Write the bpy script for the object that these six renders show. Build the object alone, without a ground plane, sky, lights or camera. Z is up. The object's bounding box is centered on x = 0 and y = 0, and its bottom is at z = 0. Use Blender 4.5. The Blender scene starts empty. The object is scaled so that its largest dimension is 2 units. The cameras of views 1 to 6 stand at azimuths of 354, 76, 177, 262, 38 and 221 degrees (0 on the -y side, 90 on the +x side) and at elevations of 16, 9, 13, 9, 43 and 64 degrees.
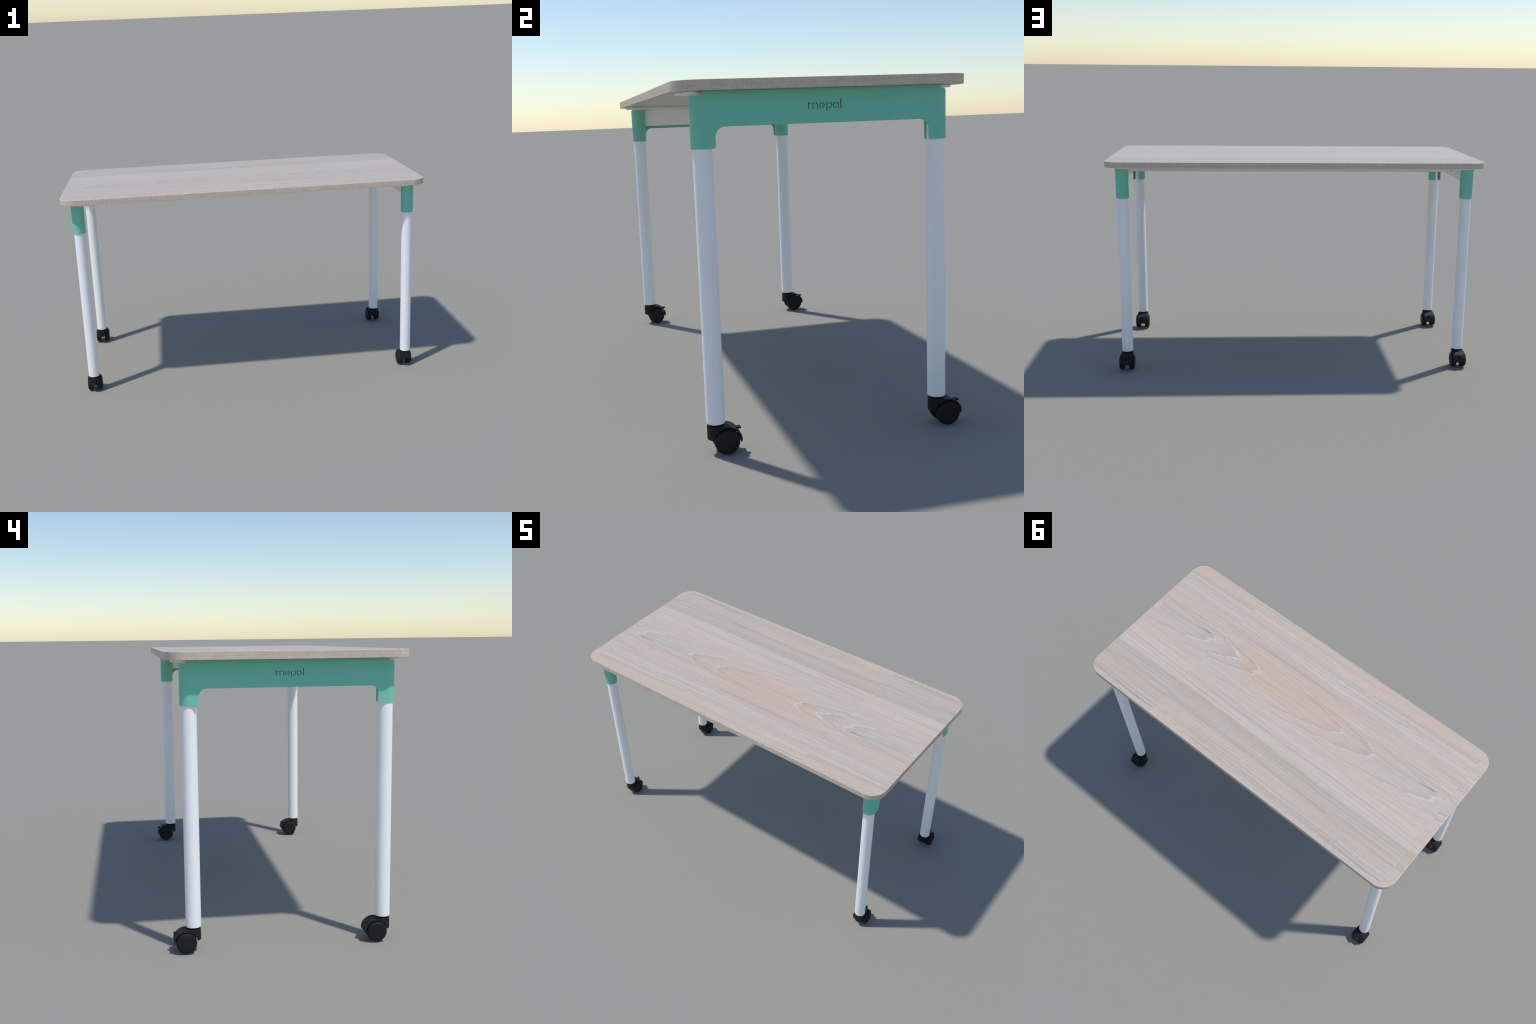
"""Wheeled classroom table: wood-look top, white tube legs, green sheet covers, twin-wheel casters."""
import bpy, bmesh, math
from mathutils import Vector, Matrix

# ------------------------------------------------------------------ sizes (metres)
TOP_Z, TOP_T = 1.1378, 0.0303          # top of the board, its thickness
HALF_X, HALF_Y, CORNER_R = 1.000, 0.4603, 0.080
BAND_T = 0.0035                        # edge band thickness
UNDER_Z = TOP_Z - TOP_T
LEG_X, LEG_Y, LEG_R = 0.9132, 0.3732, 0.0296
LEG_BOTTOM = 0.0960
COVER_R, COVER_T = 0.0336, 0.0040      # outer radius of the cover round a leg, sheet thickness
COVER_BOTTOM, COVER_TOP, COVER_NOTCH = 0.9410, UNDER_Z - 0.0006, 1.0950
APRON_BOTTOM = 1.0037
AXLE_DY, AXLE_Z, WHEEL_R = 0.0290, 0.0400, 0.0400

# ------------------------------------------------------------------ node helpers
class Nodes:
    def __init__(self, name):
        self.mat = bpy.data.materials.new(name)
        self.mat.use_nodes = True
        self.t = self.mat.node_tree
        self.bsdf = self.t.nodes["Principled BSDF"]

    def link(self, a, b):
        self.t.links.new(a, b)

    def put(self, sock, v):
        if hasattr(v, "is_output"):
            self.link(v, sock)
        else:
            sock.default_value = v

    def math(self, op, a, b=0.0, c=0.0, clamp=False):
        n = self.t.nodes.new("ShaderNodeMath"); n.operation = op; n.use_clamp = clamp
        self.put(n.inputs[0], a); self.put(n.inputs[1], b); self.put(n.inputs[2], c)
        return n.outputs[0]

    def vec(self, x, y, z=0.0):
        n = self.t.nodes.new("ShaderNodeCombineXYZ")
        for i, v in enumerate((x, y, z)):
            self.put(n.inputs[i], v)
        return n.outputs[0]

    def coords(self):
        n = self.t.nodes.new("ShaderNodeTexCoord")
        s = self.t.nodes.new("ShaderNodeSeparateXYZ")
        self.link(n.outputs["Object"], s.inputs[0])
        return s.outputs[0], s.outputs[1], s.outputs[2]

    def noise(self, v, detail=2.0, rough=0.5):
        n = self.t.nodes.new("ShaderNodeTexNoise")
        n.inputs["Scale"].default_value = 1.0
        n.inputs["Detail"].default_value = detail
        n.inputs["Roughness"].default_value = rough
        self.link(v, n.inputs["Vector"])
        return n.outputs[0]

    def stretch(self, x, y, sx, sy, detail=2.0, rough=0.5, off=0.0):
        return self.noise(self.vec(self.math("MULTIPLY", x, sx), self.math("MULTIPLY", y, sy), off), detail, rough)

    def ramp(self, fac, stops, interp="LINEAR"):
        n = self.t.nodes.new("ShaderNodeValToRGB"); r = n.color_ramp; r.interpolation = interp
        while len(r.elements) < len(stops):
            r.elements.new(0.5)
        for e, (p, c) in zip(r.elements, stops):
            e.position = p
            e.color = (c, c, c, 1) if isinstance(c, float) else (*c, 1)
        self.put(n.inputs[0], fac)
        return n.outputs[0]

    def remap(self, v, a, b, c=0.0, d=1.0, smooth=False):
        n = self.t.nodes.new("ShaderNodeMapRange"); n.clamp = True
        if smooth:
            n.interpolation_type = "SMOOTHSTEP"
        self.put(n.inputs[0], v)
        for i, k in enumerate((a, b, c, d)):
            self.put(n.inputs[1 + i], k)
        return n.outputs[0]

    def mix(self, fac, a, b, mode="MIX"):
        n = self.t.nodes.new("ShaderNodeMix"); n.data_type = "RGBA"; n.blend_type = mode
        self.put(n.inputs[0], fac)
        for s, v in ((n.inputs[6], a), (n.inputs[7], b)):
            if isinstance(v, tuple):
                v = (*v, 1.0)
            self.put(s, v)
        return n.outputs[2]

    def bump(self, h, strength, dist):
        n = self.t.nodes.new("ShaderNodeBump")
        n.inputs["Strength"].default_value = strength
        n.inputs["Distance"].default_value = dist
        self.link(h, n.inputs["Height"])
        self.link(n.outputs[0], self.bsdf.inputs["Normal"])


def srgb(r, g, b):
    f = lambda c: c / 12.92 if c <= 0.04045 else ((c + 0.055) / 1.055) ** 2.4
    return tuple(f(v / 255.0) for v in (r, g, b))


# ------------------------------------------------------------------ materials
def wood_top():
    m = Nodes("washed_wood")
    x, y, z = m.coords()
    X = m.math("WRAP", x, 0.5435, -0.9495)                    # decor paper repeats along the board
    wob = m.math("SUBTRACT", m.stretch(X, y, 2.2, 5.0, 2.0), 0.5)
    jag = m.math("SUBTRACT", m.stretch(X, y, 6.5, 42.0, 3.0, 0.6, 3.0), 0.5)
    fine = m.math("SUBTRACT", m.stretch(X, y, 30.0, 150.0, 2.0, 0.6, 8.0), 0.5)

    def scaled(v, k):
        return m.math("MULTIPLY", v, k)

    def total(*vs):
        out = vs[0]
        for v in vs[1:]:
            out = m.math("ADD", out, v)
        return out

    # --- cathedral figure: nested tongues whose tips point to -x
    dy = total(y, 0.095, scaled(wob, 0.050))
    a = m.math("ADD", 0.122, scaled(m.math("GREATER_THAN", dy, 0.0), 0.080))
    q = m.math("POWER", m.math("ABSOLUTE", m.math("DIVIDE", dy, a)), 1.9)
    phi = total(m.math("SUBTRACT", X, q), scaled(wob, 0.06), m.math("MULTIPLY", jag, m.remap(q, 0.05, 0.5, 0.15, 0.07)), scaled(fine, 0.025))
    lo, hi = -1.75, 0.60
    rings = (-1.45, -1.17, -0.90, -0.52, -0.298, 0.262, 0.422)
    depth = (0.6, 0.7, 0.75, 1.0, 0.75, 0.9, 1.0)
    stops = [(0.0, 0.5)]
    for t, d in zip(rings, depth):
        for o, v in ((-0.026, 0.0), (-0.005, 0.42), (0.003, -0.26)):
            stops.append(((t + o - lo) / (hi - lo), 0.5 + v * d))
        stops.append(((t + 0.10 - lo) / (hi - lo), 0.5))
    fig = m.ramp(m.remap(phi, lo, hi), stops)
    fig_on = m.math("MULTIPLY", m.remap(q, 1.0, 0.30, 0.45, 1.0), m.remap(q, 1.9, 1.1, 0.0, 1.0))
    fig = m.math("MULTIPLY", m.math("SUBTRACT", fig, 0.5), fig_on)
    # --- straight grain: early wood darkens slowly, then jumps back to pale (saw-tooth lines)
    yw = total(y, scaled(wob, 0.012))
    flow = total(y, scaled(wob, 0.030), scaled(m.math("MULTIPLY", X, m.math("LESS_THAN", y, -0.1)), -0.012))
    lump = m.math("SUBTRACT", m.stretch(X, flow, 0.25, 16.0, 2.0, 0.5, 4.0), 0.5)
    def saw(freq, warp, off):
        w = total(scaled(flow, freq), scaled(lump, warp), scaled(fine, 0.22), off)
        return m.math("SUBTRACT", m.math("POWER", m.math("FRACT", w), 4.5), 0.18)
    amp1 = m.remap(m.stretch(X, flow, 0.8, 22.0, 2.0, 0.5, 6.0), 0.32, 0.68, 0.10, 1.0)
    amp2 = m.remap(m.stretch(X, flow, 1.4, 40.0, 2.0, 0.5, 12.0), 0.35, 0.68, 0.05, 1.0)
    s1 = m.math("MULTIPLY", saw(34.0, 4.5, 0.3), amp1)
    s2 = m.math("MULTIPLY", saw(105.0, 12.0, 0.7), amp2)
    g1 = m.math("SUBTRACT", m.stretch(X, flow, 0.9, 34.0, 3.0, 0.6), 0.5)
    g2 = m.math("SUBTRACT", m.stretch(X, flow, 2.2, 130.0, 3.0, 0.65, 5.0), 0.5)
    g3 = m.math("SUBTRACT", m.stretch(X, flow, 20.0, 420.0, 2.0, 0.6, 9.0), 0.5)
    # --- saw ticks across the grain in two side strips
    tick = m.math("SUBTRACT", m.stretch(X, y, 190.0, 26.0, 3.0, 0.7, 1.0), 0.5)
    strip = m.ramp(m.remap(y, -0.46, 0.46), [
        (0.0, 0.45), (0.06, 0.55), (0.095, 0.5), (0.125, 1.0), (0.150, 0.9), (0.165, 0.15), (0.3, 0.0),
        (0.74, 0.0), (0.84, 0.3), (0.92, 0.7), (0.94, 1.0), (0.97, 0.8), (1.0, 0.5)])
    ticks = m.math("MULTIPLY", tick, strip)
    # --- tint across the board
    pink, pale = srgb(204, 191, 184), srgb(205, 196, 191)
    peach, grey, olive = srgb(205, 190, 179), srgb(193, 186, 180), srgb(192, 179, 167)
    tint = m.ramp(m.remap(yw, -0.46, 0.46), [
        (0.00, pink), (0.06, peach), (0.11, pink), (0.132, srgb(198, 188, 183)), (0.165, pale), (0.20, pink), (0.24, srgb(199, 187, 180)),
        (0.30, pink), (0.38, srgb(201, 189, 182)), (0.45, srgb(200, 191, 185)), (0.52, pink), (0.60, srgb(204, 193, 187)),
        (0.66, pink), (0.70, pale), (0.731, srgb(202, 193, 188)), (0.737, olive), (0.775, srgb(191, 181, 173)), (0.80, grey), (0.835, srgb(196, 186, 179)),
        (0.87, peach), (0.93, srgb(197, 187, 180)), (0.955, grey), (0.975, peach), (1.00, pink)])
    tail = m.math("MULTIPLY", m.remap(X, -0.25, -0.60, 0.0, 1.0, True), m.remap(y, 0.20, 0.24))
    tint = m.mix(scaled(tail, 0.65), tint, srgb(193, 184, 178))
    # warm heartwood patch
    ex = m.math("DIVIDE", m.math("SUBTRACT", X, 0.07), 0.46)
    ey = m.math("DIVIDE", m.math("ADD", y, 0.110), 0.120)
    r2 = total(m.math("MULTIPLY", ex, ex), m.math("MULTIPLY", ey, ey), scaled(wob, 0.6), scaled(g1, 0.8))
    tint = m.mix(m.remap(r2, 1.35, 0.0, 0.0, 0.85, True), tint, srgb(207, 186, 170))
    # hue drifts in streaks: peach against cool grey
    hue = m.stretch(X, flow, 1.1, 30.0, 3.0, 0.6, 7.0)
    tint = m.mix(m.remap(hue, 0.50, 0.72, 0.0, 0.50), tint, srgb(208, 188, 174))
    tint = m.mix(m.remap(hue, 0.50, 0.30, 0.0, 0.60), tint, srgb(193, 189, 186))
    # cool smudges round the knotty tips
    for px, py, rx, ry, k in ((-0.78, -0.085, 0.20, 0.085, 0.70), (0.46, -0.070, 0.11, 0.060, 0.75)):
        sx = m.math("DIVIDE", m.math("SUBTRACT", X, px), rx)
        sy = m.math("DIVIDE", m.math("SUBTRACT", y, py), ry)
        d2 = total(m.math("MULTIPLY", sx, sx), m.math("MULTIPLY", sy, sy), scaled(jag, 0.8))
        tint = m.mix(m.remap(d2, 1.2, 0.1, 0.0, k, True), tint, srgb(198, 192, 186))
    # --- dark crack near the tip of the outer tongue
    cy = total(y, 0.1165, scaled(m.math("ADD", X, 0.845), -0.12))
    crack = m.math("MULTIPLY", m.remap(m.math("ABSOLUTE", cy), 0.0, 0.0055, 1.0, 0.0),
                   m.math("MULTIPLY", m.remap(X, -0.900, -0.882), m.remap(X, -0.76, -0.85)))
    # --- brightness
    calm = m.remap(q, 0.15, 0.9, 0.50, 1.0)
    v = total(0.985, scaled(fig, 0.48), scaled(g1, 0.12), scaled(g2, 0.34), scaled(g3, 0.36),
              m.math("MULTIPLY", scaled(s1, -0.29), calm), m.math("MULTIPLY", scaled(s2, -0.19), calm),
              scaled(ticks, 0.50), scaled(crack, -0.42))
    col = m.mix(1.0, tint, m.vec(v, v, v), "MULTIPLY")
    # whitened pores follow the ring lines
    col = m.mix(m.remap(fig, 0.05, 0.22, 0.0, 0.32), col, srgb(212, 210, 207))
    col = m.mix(1.0, col, (0.957, 0.915, 0.840), "MULTIPLY")
    m.link(col, m.bsdf.inputs["Base Color"])
    m.bsdf.inputs["Roughness"].default_value = 0.37
    m.bsdf.inputs["Specular IOR Level"].default_value = 0.5
    return m.mat


def wood_edge():
    m = Nodes("washed_wood_edge")
    x, y, z = m.coords()
    tick = m.noise(m.vec(m.math("MULTIPLY", x, 170.0), m.math("MULTIPLY", y, 170.0), m.math("MULTIPLY", z, 60.0)), 3.0, 0.65)
    blot = m.noise(m.vec(m.math("MULTIPLY", x, 22.0), m.math("MULTIPLY", y, 22.0), m.math("MULTIPLY", z, 30.0)), 2.0)
    streak = m.noise(m.vec(m.math("MULTIPLY", x, 5.0), m.math("MULTIPLY", y, 5.0), m.math("MULTIPLY", z, 330.0)), 3.0, 0.6)
    side = m.math("SIGN", x)
    on_end = m.math("GREATER_THAN", m.math("ABSOLUTE", x), HALF_X - 0.03)
    drift = m.math("MULTIPLY", m.math("MULTIPLY", y, side), m.math("MULTIPLY", on_end, 0.0125))
    zl = m.math("ADD", drift, m.math("ADD", 1.1195, m.math("MULTIPLY", on_end, 0.0060)))
    zl = m.math("ADD", zl, m.math("MULTIPLY", m.math("SUBTRACT", m.noise(m.vec(m.math("MULTIPLY", x, 2.5), y)), 0.5), 0.004))
    line = m.remap(m.math("ABSOLUTE", m.math("SUBTRACT", z, zl)), 0.0003, 0.0011, 1.0, 0.0)
    col = m.mix(m.remap(blot, 0.35, 0.65), srgb(203, 186, 168), srgb(210, 192, 176))
    v = m.math("ADD", 1.0, m.math("MULTIPLY", m.math("SUBTRACT", tick, 0.5), 0.56))
    v = m.math("ADD", v, m.math("MULTIPLY", m.math("SUBTRACT", streak, 0.5), 0.22))
    v = m.math("SUBTRACT", v, m.math("MULTIPLY", line, 0.17))
    col = m.mix(1.0, col, m.vec(v, v, v), "MULTIPLY")
    m.link(col, m.bsdf.inputs["Base Color"])
    m.bsdf.inputs["Roughness"].default_value = 0.55
    m.bsdf.inputs["Specular IOR Level"].default_value = 0.3
    return m.mat


def paint(name, rgb, rough, grain=0.0, scale=900.0, spec=0.5):
    m = Nodes(name)
    x, y, z = m.coords()
    n = m.noise(m.vec(m.math("MULTIPLY", x, 9.0), m.math("MULTIPLY", y, 9.0), m.math("MULTIPLY", z, 9.0)), 3.0)
    v = m.remap(n, 0.2, 0.8, 0.985, 1.015)
    m.link(m.mix(1.0, rgb, m.vec(v, v, v), "MULTIPLY"), m.bsdf.inputs["Base Color"])
    m.bsdf.inputs["Roughness"].default_value = rough
    m.bsdf.inputs["Specular IOR Level"].default_value = spec
    if grain:
        g = m.noise(m.vec(m.math("MULTIPLY", x, scale), m.math("MULTIPLY", y, scale), m.math("MULTIPLY", z, scale)), 2.0)
        m.bump(g, grain, 0.0004)
    return m.mat


WOOD, EDGE = wood_top(), wood_edge()
WHITE = paint("white_powder_coat", (0.955, 0.955, 0.955), 0.48, spec=0.35)
FRAME = paint("light_grey_powder_coat", (0.95, 0.95, 0.94), 0.55, spec=0.3)
GREEN = paint("green_powder_coat", (0.188, 0.600, 0.445), 0.50, spec=0.35)
BLACK = paint("black_plastic", (0.0125, 0.0128, 0.0132), 0.60, 0.02, 700.0, spec=0.25)
TYRE = paint("black_wheel_plastic", (0.0110, 0.0112, 0.0116), 0.62, 0.02, 700.0, spec=0.25)

# ------------------------------------------------------------------ mesh helpers
ROOT = bpy.data.objects.new("mobile_table", None)
bpy.context.collection.objects.link(ROOT)
ROOT["label"] = "wheeled table, pale wood top, white legs, green end covers"
ROOT["category"] = "table"


def add(name, mesh, parent=ROOT, loc=(0, 0, 0), rot_z=0.0):
    o = bpy.data.objects.new(name, mesh)
    bpy.context.collection.objects.link(o)
    o.parent = parent
    o.location = loc
    o.rotation_euler = (0, 0, rot_z)
    return o


def to_mesh(name, bm, mat, angle=35.0):
    bmesh.ops.remove_doubles(bm, verts=bm.verts, dist=1e-6)
    bmesh.ops.recalc_face_normals(bm, faces=bm.faces)
    me = bpy.data.meshes.new(name)
    bm.to_mesh(me); bm.free()
    me.materials.append(mat)
    return finish(me, angle)


def finish(me, angle):
    """Smooth shading by angle with area-weighted normals, so flat faces stay flat beside small bevels."""
    smooth(me, angle)
    mats = list(me.materials)
    out = baked(me, [("WEIGHTED_NORMAL", dict(mode="FACE_AREA", weight=100, keep_sharp=True))], me.name)
    out.materials.clear()
    for m in mats:
        out.materials.append(m)
    return out


def smooth(me, angle):
    for p in me.polygons:
        p.use_smooth = True
    me.set_sharp_from_angle(angle=math.radians(angle))


def baked(me, mods, name=None):
    """Apply modifiers [(type, settings)] to a mesh and return the new mesh."""
    o = bpy.data.objects.new("tmp", me)
    bpy.context.collection.objects.link(o)
    for kind, cfg in mods:
        md = o.modifiers.new(kind, kind)
        for k, v in cfg.items():
            setattr(md, k, v)
    dg = bpy.context.evaluated_depsgraph_get()
    out = bpy.data.meshes.new_from_object(o.evaluated_get(dg))
    out.name = name or me.name
    bpy.data.objects.remove(o)
    return out


def prism(outline, z0, z1, bevel=0.0, seg=2):
    """Upright prism over a plan outline [(x, y)]."""
    bm = bmesh.new()
    lo = [bm.verts.new((x, y, z0)) for x, y in outline]
    hi = [bm.verts.new((x, y, z1)) for x, y in outline]
    n = len(outline)
    bm.faces.new(lo[::-1]); bm.faces.new(hi)
    for i in range(n):
        bm.faces.new((lo[i], lo[(i + 1) % n], hi[(i + 1) % n], hi[i]))
    if bevel:
        rim = [e for e in bm.edges if abs(e.verts[0].co.z - e.verts[1].co.z) < 1e-7]
        bmesh.ops.bevel(bm, geom=rim, offset=bevel, segments=seg, profile=0.5, affect="EDGES")
    return bm


def rounded_rect(hx, hy, r, seg=24):
    pts = []
    for cx, cy, a0 in ((hx - r, hy - r, 0), (-hx + r, hy - r, 90), (-hx + r, -hy + r, 180), (hx - r, -hy + r, 270)):
        for i in range(seg + 1):
            a = math.radians(a0 + 90 * i / seg)
            pts.append((cx + r * math.cos(a), cy + r * math.sin(a)))
    return pts


def box(cx, cy, cz, sx, sy, sz, bevel=0.0, seg=2):
    bm = bmesh.new()
    bmesh.ops.create_cube(bm, size=1.0, matrix=Matrix.Translation((cx, cy, cz)) @ Matrix.Diagonal((sx, sy, sz, 1)))
    if bevel:
        bmesh.ops.bevel(bm, geom=bm.edges[:], offset=bevel, segments=seg, profile=0.5, affect="EDGES")
    return bm


def lathe(profile, axis="Z", n=64):
    """Revolve [(radius, height)] round z (or x); ends at radius 0 are closed."""
    bm = bmesh.new()
    rings = []
    for r, h in profile:
        if r < 1e-7:
            rings.append([bm.verts.new((0, 0, h))])
        else:
            rings.append([bm.verts.new((r * math.cos(2 * math.pi * i / n), r * math.sin(2 * math.pi * i / n), h)) for i in range(n)])
    for a, b in zip(rings, rings[1:]):
        for i in range(n):
            j = (i + 1) % n
            if len(a) == 1 and len(b) == 1:
                continue
            if len(a) == 1:
                bm.faces.new((a[0], b[j], b[i]))
            elif len(b) == 1:
                bm.faces.new((a[i], a[j], b[0]))
            else:
                bm.faces.new((a[i], a[j], b[j], b[i]))
    if axis == "X":
        bmesh.ops.rotate(bm, verts=bm.verts, cent=(0, 0, 0), matrix=Matrix.Rotation(math.radians(90), 3, "Y"))
    return bm


def arc(cx, cy, r, a0, a1, n):
    return [(cx + r * math.cos(math.radians(a0 + (a1 - a0) * i / n)),
             cy + r * math.sin(math.radians(a0 + (a1 - a0) * i / n))) for i in range(n + 1)]


# ------------------------------------------------------------------ table top and its edge band
inner = rounded_rect(HALF_X - BAND_T, HALF_Y - BAND_T, CORNER_R - BAND_T)
outer = rounded_rect(HALF_X, HALF_Y, CORNER_R)
tabletop = add("tabletop", to_mesh("tabletop", prism(inner, UNDER_Z, TOP_Z), WOOD))


def band_mesh():
    b = 0.0016
    gap = 0.0001
    rin = rounded_rect(HALF_X - BAND_T + gap, HALF_Y - BAND_T + gap, CORNER_R - BAND_T + gap)
    rb = rounded_rect(HALF_X - b, HALF_Y - b, CORNER_R - b)
    rc = rounded_rect(HALF_X - b * 0.29, HALF_Y - b * 0.29, CORNER_R - b * 0.29)
    loops = [(rin, UNDER_Z), (rb, UNDER_Z), (rc, UNDER_Z + b * 0.29), (outer, UNDER_Z + b),
             (outer, TOP_Z - b), (rc, TOP_Z - b * 0.29), (rb, TOP_Z), (rin, TOP_Z)]
    bm = bmesh.new()
    vs = [[bm.verts.new((x, y, z)) for x, y in pts] for pts, z in loops]
    n = len(outer)
    for k in range(len(vs)):
        a, c = vs[k], vs[(k + 1) % len(vs)]
        for i in range(n):
            bm.faces.new((a[i], a[(i + 1) % n], c[(i + 1) % n], c[i]))
    return to_mesh("edge_band", bm, EDGE, 50)


add("edge_band", band_mesh(), tabletop)

# ------------------------------------------------------------------ legs
r = LEG_R
leg_me = to_mesh("leg", lathe([(0, LEG_BOTTOM), (r - 0.004, LEG_BOTTOM), (r - 0.0012, LEG_BOTTOM + 0.0012), (r, LEG_BOTTOM + 0.004),
                               (r, 1.0980), (r - 0.001, 1.0992), (0, 1.0992)], n=72), WHITE, 50)
for sx in (1, -1):
    for sy in (1, -1):
        add("leg", leg_me, loc=(sx * LEG_X, sy * LEG_Y, 0))

# ------------------------------------------------------------------ green sheet covers
WRAP = math.radians(274.0)
S_END = LEG_Y + COVER_R * WRAP
TAB, FIL, CRN = 0.3375, 0.0300, 0.0070           # inner edge of the leg tab, big fillet, small corner
NOTCH_S, NOTCH_R, END_R = 0.3760, 0.0040, 0.0040


def on_sheet(s, z):
    q = abs(s)
    if q <= LEG_Y:
        return (LEG_X + COVER_R, s, z)
    a = (q - LEG_Y) / COVER_R
    return (LEG_X + COVER_R * math.cos(a), math.copysign(LEG_Y + COVER_R * math.sin(a), s), z)


def cover_mesh():
    half = [0.0, 0.08, 0.16, 0.24, 0.29]
    half += [TAB - FIL + FIL * math.sin(math.radians(90 * i / 14)) for i in range(15)]
    half += [TAB + CRN * (1 - math.cos(math.radians(90 * i / 8))) for i in range(1, 9)]
    half += [0.352, 0.362, LEG_Y]
    half += [NOTCH_S - NOTCH_R * (1 - math.sin(math.radians(90 * i / 5))) for i in range(6)]
    k = 46
    half += [NOTCH_S + 0.0006 + (S_END - END_R - NOTCH_S - 0.0006) * i / k for i in range(k + 1)]
    half += [S_END - END_R + END_R * math.sin(math.radians(90 * i / 5)) for i in range(1, 6)]
    half = sorted(set(round(v, 6) for v in half))
    ss = [-v for v in half[:0:-1]] + half
    mid = APRON_BOTTOM - FIL

    def apron(q):
        if q <= TAB - FIL:
            return APRON_BOTTOM
        if q <= TAB + 1e-6:
            return mid + math.sqrt(max(FIL ** 2 - (q - TAB + FIL) ** 2, 0.0))
        return mid

    def foot(q):
        if q < TAB + CRN:
            return COVER_BOTTOM + CRN - math.sqrt(max(CRN ** 2 - (q - TAB - CRN) ** 2, 0.0))
        if q > S_END - END_R:
            return COVER_BOTTOM + END_R - math.sqrt(max(END_R ** 2 - (q - S_END + END_R) ** 2, 0.0))
        return COVER_BOTTOM

    def crown(q):
        if q > NOTCH_S - NOTCH_R:
            return COVER_TOP - NOTCH_R + math.sqrt(max(NOTCH_R ** 2 - (q - NOTCH_S + NOTCH_R) ** 2, 0.0))
        return COVER_TOP

    bm = bmesh.new()
    cache = {}

    def vert(s, z):
        key = (round(s, 6), round(z, 6))
        if key not in cache:
            cache[key] = bm.verts.new(on_sheet(s, z))
        return cache[key]

    def block(lo, hi, rows, test):
        for s0, s1 in zip(ss, ss[1:]):
            if not test(max(abs(s0), abs(s1)), min(abs(s0), abs(s1))):
                continue
            for k in range(rows):
                f = k / rows, (k + 1) / rows
                z = lambda s, t: lo(abs(s)) + (hi(abs(s)) - lo(abs(s))) * t
                vs = []
                for v in (vert(s0, z(s0, f[0])), vert(s1, z(s1, f[0])), vert(s1, z(s1, f[1])), vert(s0, z(s0, f[1]))):
                    if v not in vs:
                        vs.append(v)
                if len(vs) > 2:
                    bm.faces.new(vs)

    block(apron, lambda q: COVER_NOTCH, 3, lambda a, b: True)
    block(foot, lambda q: mid, 3, lambda a, b: b >= TAB - 1e-6)
    block(lambda q: COVER_NOTCH, crown, 1, lambda a, b: a <= NOTCH_S + 1e-6)
    bmesh.ops.recalc_face_normals(bm, faces=bm.faces)
    # face normals outwards (panel looks to +x)
    ref = max(bm.faces, key=lambda f: f.calc_area())
    if ref.normal.x < 0:
        bmesh.ops.reverse_faces(bm, faces=bm.faces)
    me = bpy.data.meshes.new("end_cover")
    bm.to_mesh(me); bm.free()
    me = baked(me, [("SOLIDIFY", dict(thickness=COVER_T, offset=-1.0, use_even_offset=True)),
                    ("BEVEL", dict(width=0.0009, segments=2, limit_method="ANGLE", angle_limit=math.radians(55)))], "end_cover")
    me.materials.clear(); me.materials.append(GREEN)
    smooth(me, 40)
    return me


cover_me = cover_mesh()

# ------------------------------------------------------------------ stencil lettering on the covers
SW = 0.0036          # stroke width
ZB, ZX, ZC = 1.0462, 1.0648, 1.0556   # baseline, x-height, bowl centre height
BR = 0.0074          # bowl radius at mid stroke


def stencil_cutter(strokes):
    """Closed prisms of width SW along strokes [(u, z) ...], through a panel facing +x (u runs along +y)."""
    bm = bmesh.new()
    x0, x1 = LEG_X + COVER_R - COVER_T - 0.002, LEG_X + COVER_R + 0.002
    for pts in strokes:
        pts = [Vector(p) for p in pts]
        left, right = [], []
        for i, p in enumerate(pts):
            d = (pts[min(i + 1, len(pts) - 1)] - pts[max(i - 1, 0)]).normalized()
            nrm = Vector((-d.y, d.x)) * SW / 2
            left.append(p + nrm); right.append(p - nrm)
        ring = left + right[::-1]
        a = [bm.verts.new((x1, v.x, v.y)) for v in ring]
        b = [bm.verts.new((x0, v.x, v.y)) for v in ring]
        n = len(ring)
        bm.faces.new(a); bm.faces.new(b[::-1])
        for k in range(n):
            bm.faces.new((a[k], b[k], b[(k + 1) % n], a[(k + 1) % n]))
    bmesh.ops.recalc_face_normals(bm, faces=bm.faces)
    return bm


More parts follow.
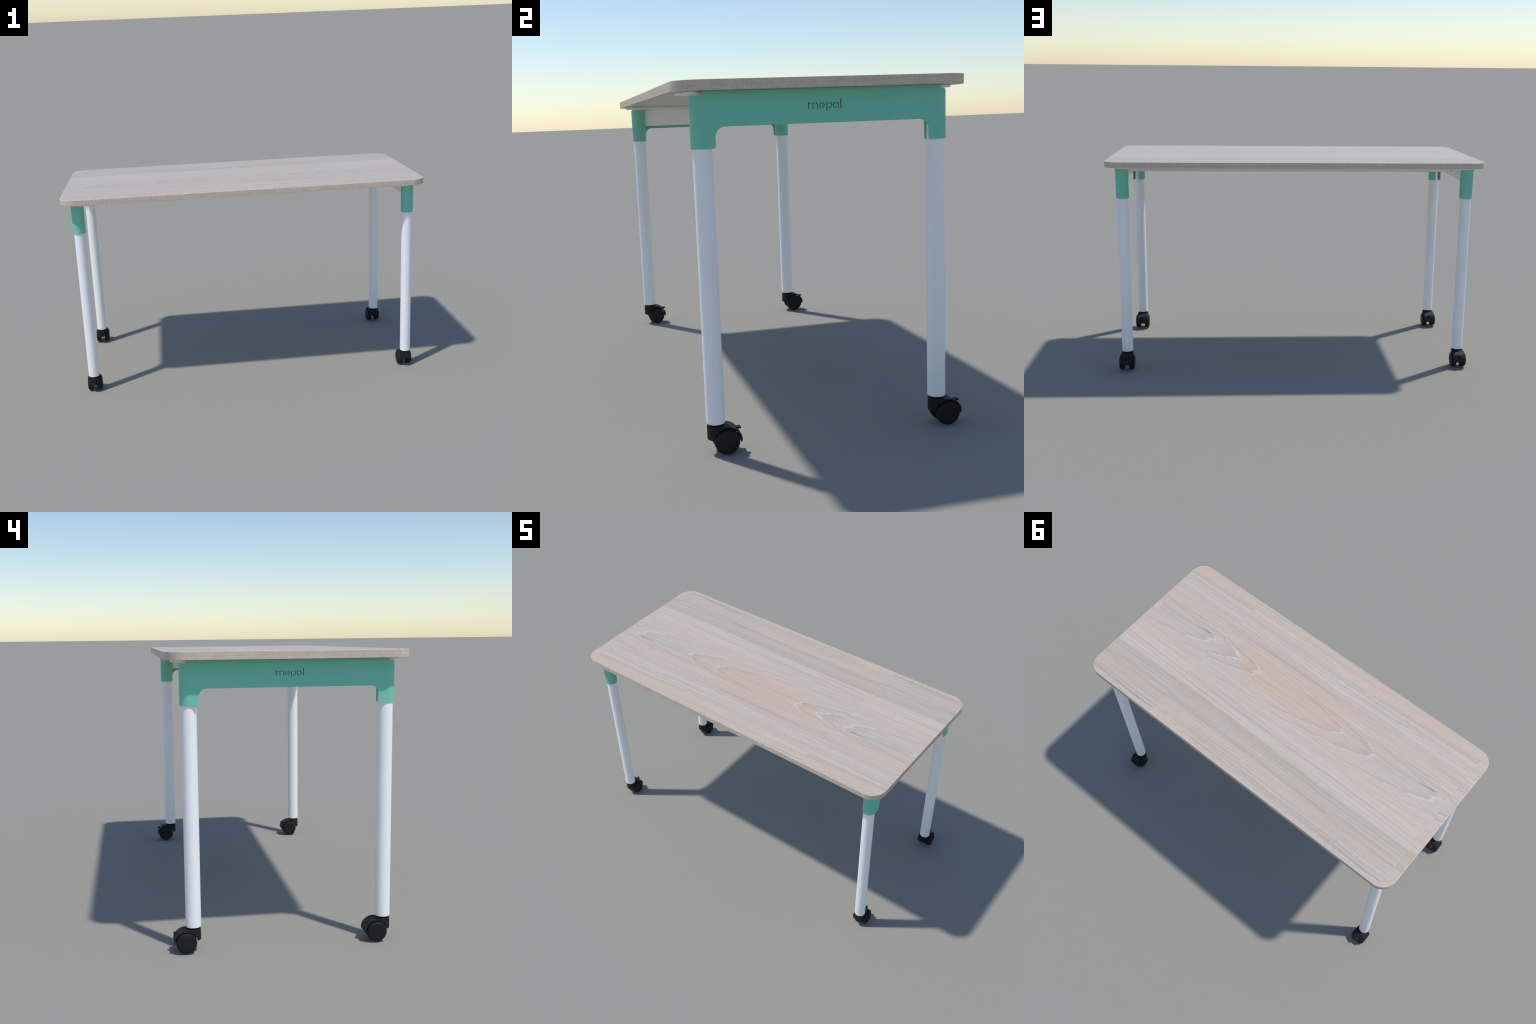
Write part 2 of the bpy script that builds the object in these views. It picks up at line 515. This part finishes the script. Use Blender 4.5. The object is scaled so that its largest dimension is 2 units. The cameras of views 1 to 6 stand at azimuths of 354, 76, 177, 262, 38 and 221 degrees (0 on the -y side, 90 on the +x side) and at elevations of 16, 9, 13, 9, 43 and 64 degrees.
def letters():
    up = ZX - SW / 2
    out = []
    m = [[(-0.0514, ZB), (-0.0514, ZX)], [(-0.0500, ZC + 0.0040), (-0.0482, up - 0.0012), (-0.0459, up)],
         [(-0.0377, ZB), (-0.0377, ZC + 0.0040)],
         [(-0.0377, ZC + 0.0034), (-0.0392, up - 0.0016), (-0.0423, up)],
         [(-0.0377, ZC + 0.0034), (-0.0362, up - 0.0016), (-0.0331, up)],
         [(-0.0301, up)] + arc(-0.0301, ZC + 0.0012, 0.0064, 75, 0, 6) + [(-0.0237, ZB)]]
    out.append(m)
    ce, cp, ca = -0.0090, 0.0131, 0.0342
    out.append([arc(ce, ZC, BR, 103, 257, 14), arc(ce, ZC, BR, 77, 4, 8) + [(ce + BR, ZC - 0.0012)],
                [(ce - 0.0012, ZC - 0.0006), (ce + BR + SW / 2, ZC - 0.0006)], arc(ce, ZC, BR, -36, -77, 5)])
    out.append([arc(cp, ZC, BR + 0.0003, 103, 180, 8) + [(cp - BR - 0.0003, 1.0394)],
                arc(cp, ZC, BR + 0.0003, 77, -112, 18)])
    out.append([arc(ca, ZC, BR + 0.0003, 103, 290, 18), arc(ca, ZC, BR + 0.0003, 77, 0, 8) + [(ca + BR + 0.0003, ZB)]])
    out.append([[(0.0500, ZB), (0.0500, 1.0718)]])
    return out


for word in letters():
    for group in ([word[:1] + word[2:3] + word[5:], word[1:2] + word[3:4], word[4:5]] if len(word) == 6 else
                  [word[:2] + word[3:], word[2:3]] if len(word) == 4 else [word]):
        me = bpy.data.meshes.new("stencil")
        bm = stencil_cutter(group)
        bm.to_mesh(me); bm.free()
        knife = bpy.data.objects.new("stencil", me)
        bpy.context.collection.objects.link(knife)
        cover_me = baked(cover_me, [("BOOLEAN", dict(operation="DIFFERENCE", object=knife, solver="EXACT"))], "end_cover")
        bpy.data.objects.remove(knife)
cover_me.materials.clear(); cover_me.materials.append(GREEN)
for p in cover_me.polygons:
    p.material_index = 0
cover_me = finish(cover_me, 40)

# ------------------------------------------------------------------ under-frame pieces
apron_me = to_mesh("crossbar", box(0.9220, 0, (1.0160 + 1.0992) / 2, 0.0080, 0.690, 1.0992 - 1.0160, 0.0015), FRAME)
plate_outline = [(0.808, -0.402), (0.834, -0.434), (0.900, -0.434), (0.936, -0.402),
                 (0.936, 0.402), (0.900, 0.434), (0.834, 0.434), (0.808, 0.402)]
plate_me = to_mesh("mounting_plate", prism(plate_outline, 1.0996, UNDER_Z - 0.0006, 0.0008, 1), FRAME, 30)
for rz in (0.0, math.pi):
    add("end_cover", cover_me, rot_z=rz)
    add("crossbar", apron_me, rot_z=rz)
    add("mounting_plate", plate_me, rot_z=rz)
add("support_rail", to_mesh("support_rail", box(0, 0.010, (1.0385 + 1.1055) / 2, 1.834, 0.028, 1.1055 - 1.0385, 0.002), FRAME))

# ------------------------------------------------------------------ casters (local frame: leg axis at x = y = 0, wheel trails to +y)
def fender_profile():
    cy, cz = AXLE_DY, AXLE_Z
    top = [(-0.0036, 0.0885), (0.014, 0.0888)]
    radius = ((82, 0.0480), (95, 0.0478), (110, 0.0478), (125, 0.0480), (140, 0.0485), (155, 0.0490), (168, 0.0488), (180, 0.0478), (187, 0.0458))
    back = [(cy - rr * math.cos(math.radians(a)), cz + rr * math.sin(math.radians(a))) for a, rr in radius]
    inside = [(cy - 0.0428 * math.cos(math.radians(a)), cz + 0.0428 * math.sin(math.radians(a))) for a in range(184, 38, -6)]
    return top + back + inside


def extrude_x(profile, hw, bevel):
    bm = bmesh.new()
    a = [bm.verts.new((-hw, y, z)) for y, z in profile]
    b = [bm.verts.new((hw, y, z)) for y, z in profile]
    n = len(profile)
    bm.faces.new(a); bm.faces.new(b[::-1])
    for i in range(n):
        bm.faces.new((a[i], b[i], b[(i + 1) % n], a[(i + 1) % n]))
    bmesh.ops.recalc_face_normals(bm, faces=bm.faces)
    return bm


def caster_mesh():
    def helper(name, bm):
        me = bpy.data.meshes.new(name)
        bmesh.ops.recalc_face_normals(bm, faces=bm.faces)
        bm.to_mesh(me); bm.free()
        o = bpy.data.objects.new(name, me)
        bpy.context.collection.objects.link(o)
        return o
    rs = 0.0285
    socket = lathe([(0, 0.0455), (rs - 0.0025, 0.0455), (rs - 0.0007, 0.0463), (rs, 0.0485), (rs, 0.0880), (rs - 0.0012, 0.0900), (rs - 0.006, 0.0908), (0, 0.0908)], n=64)
    me = bpy.data.meshes.new("caster")
    bmesh.ops.recalc_face_normals(socket, faces=socket.faces)
    socket.to_mesh(me); socket.free()
    bore = lathe([(0, -0.08), (0.0424, -0.08), (0.0424, 0.08), (0, 0.08)], "X", 72)
    bmesh.ops.translate(bore, verts=bore.verts, vec=(0, AXLE_DY, AXLE_Z))
    fender = helper("fender", extrude_x(fender_profile(), 0.0310, 0))
    cut = helper("bore", bore)
    hull = baked(me, [("BOOLEAN", dict(operation="DIFFERENCE", object=cut, solver="EXACT")),
                      ("BOOLEAN", dict(operation="UNION", object=fender, solver="EXACT")),
                      ("BEVEL", dict(width=0.0010, segments=2, limit_method="ANGLE", angle_limit=math.radians(50)))], "caster")
    for o in (fender, cut):
        bpy.data.objects.remove(o)
    # web between the wheels, axle, stem up into the leg
    bm = bmesh.new(); bm.from_mesh(hull)
    web = [(AXLE_DY - 0.009, 0.036), (AXLE_DY + 0.009, 0.036), (AXLE_DY + 0.022, 0.0815), (AXLE_DY - 0.022, 0.0815)]
    for piece in (extrude_x(web, 0.0075, 0), ):
        tmp = bpy.data.meshes.new("t"); piece.to_mesh(tmp); piece.free(); bm.from_mesh(tmp)
    axle = lathe([(0, -0.030), (0.006, -0.030), (0.006, 0.030), (0, 0.030)], "X", 24)
    bmesh.ops.translate(axle, verts=axle.verts, vec=(0, AXLE_DY, AXLE_Z))
    tmp = bpy.data.meshes.new("t"); axle.to_mesh(tmp); axle.free(); bm.from_mesh(tmp)
    stem = lathe([(0, 0.090), (0.013, 0.090), (0.013, 0.110), (0, 0.110)], n=32)
    tmp = bpy.data.meshes.new("t"); stem.to_mesh(tmp); stem.free(); bm.from_mesh(tmp)
    out = bpy.data.meshes.new("caster")
    bm.to_mesh(out); bm.free()
    out.materials.append(BLACK)
    return finish(out, 38)


def wheel_mesh():
    R, x0, x1, ro = WHEEL_R, 0.0138, 0.0405, 0.0085
    prof = [(0, x0), (R - 0.002, x0), (R - 0.0005, x0 + 0.0006), (R, x0 + 0.0025), (R, x1 - ro - 0.004)]
    for i in range(1, 8):
        t = math.radians(90 * i / 7)
        prof.append((R - 0.0062 * (1 - math.cos(t)), x1 - ro - 0.004 + (ro + 0.0030) * math.sin(t)))
    prof += [(R - 0.0085, x1 - 0.0004), (R - 0.012, x1), (R * 0.4, x1 + 0.0004), (0, x1 + 0.0005)]
    return to_mesh("wheel", lathe(prof, "X", 72), TYRE, 40)


caster_me, wheel_me = caster_mesh(), wheel_mesh()
lever_bm = box(0, AXLE_DY + 0.0405, 0.0735, 0.0180, 0.0165, 0.0062, 0.0010)
lever_me = to_mesh("brake_lever", lever_bm, BLACK)
for sx in (1, -1):
    for sy in (1, -1):
        c = add("caster", caster_me, loc=(sx * LEG_X, sy * LEG_Y, 0))
        for k in (0.0, math.pi):
            add("wheel", wheel_me, c, loc=(0, AXLE_DY, AXLE_Z), rot_z=k)
        add("brake_lever", lever_me, c)

for me in list(bpy.data.meshes):
    if me.users == 0:
        bpy.data.meshes.remove(me)
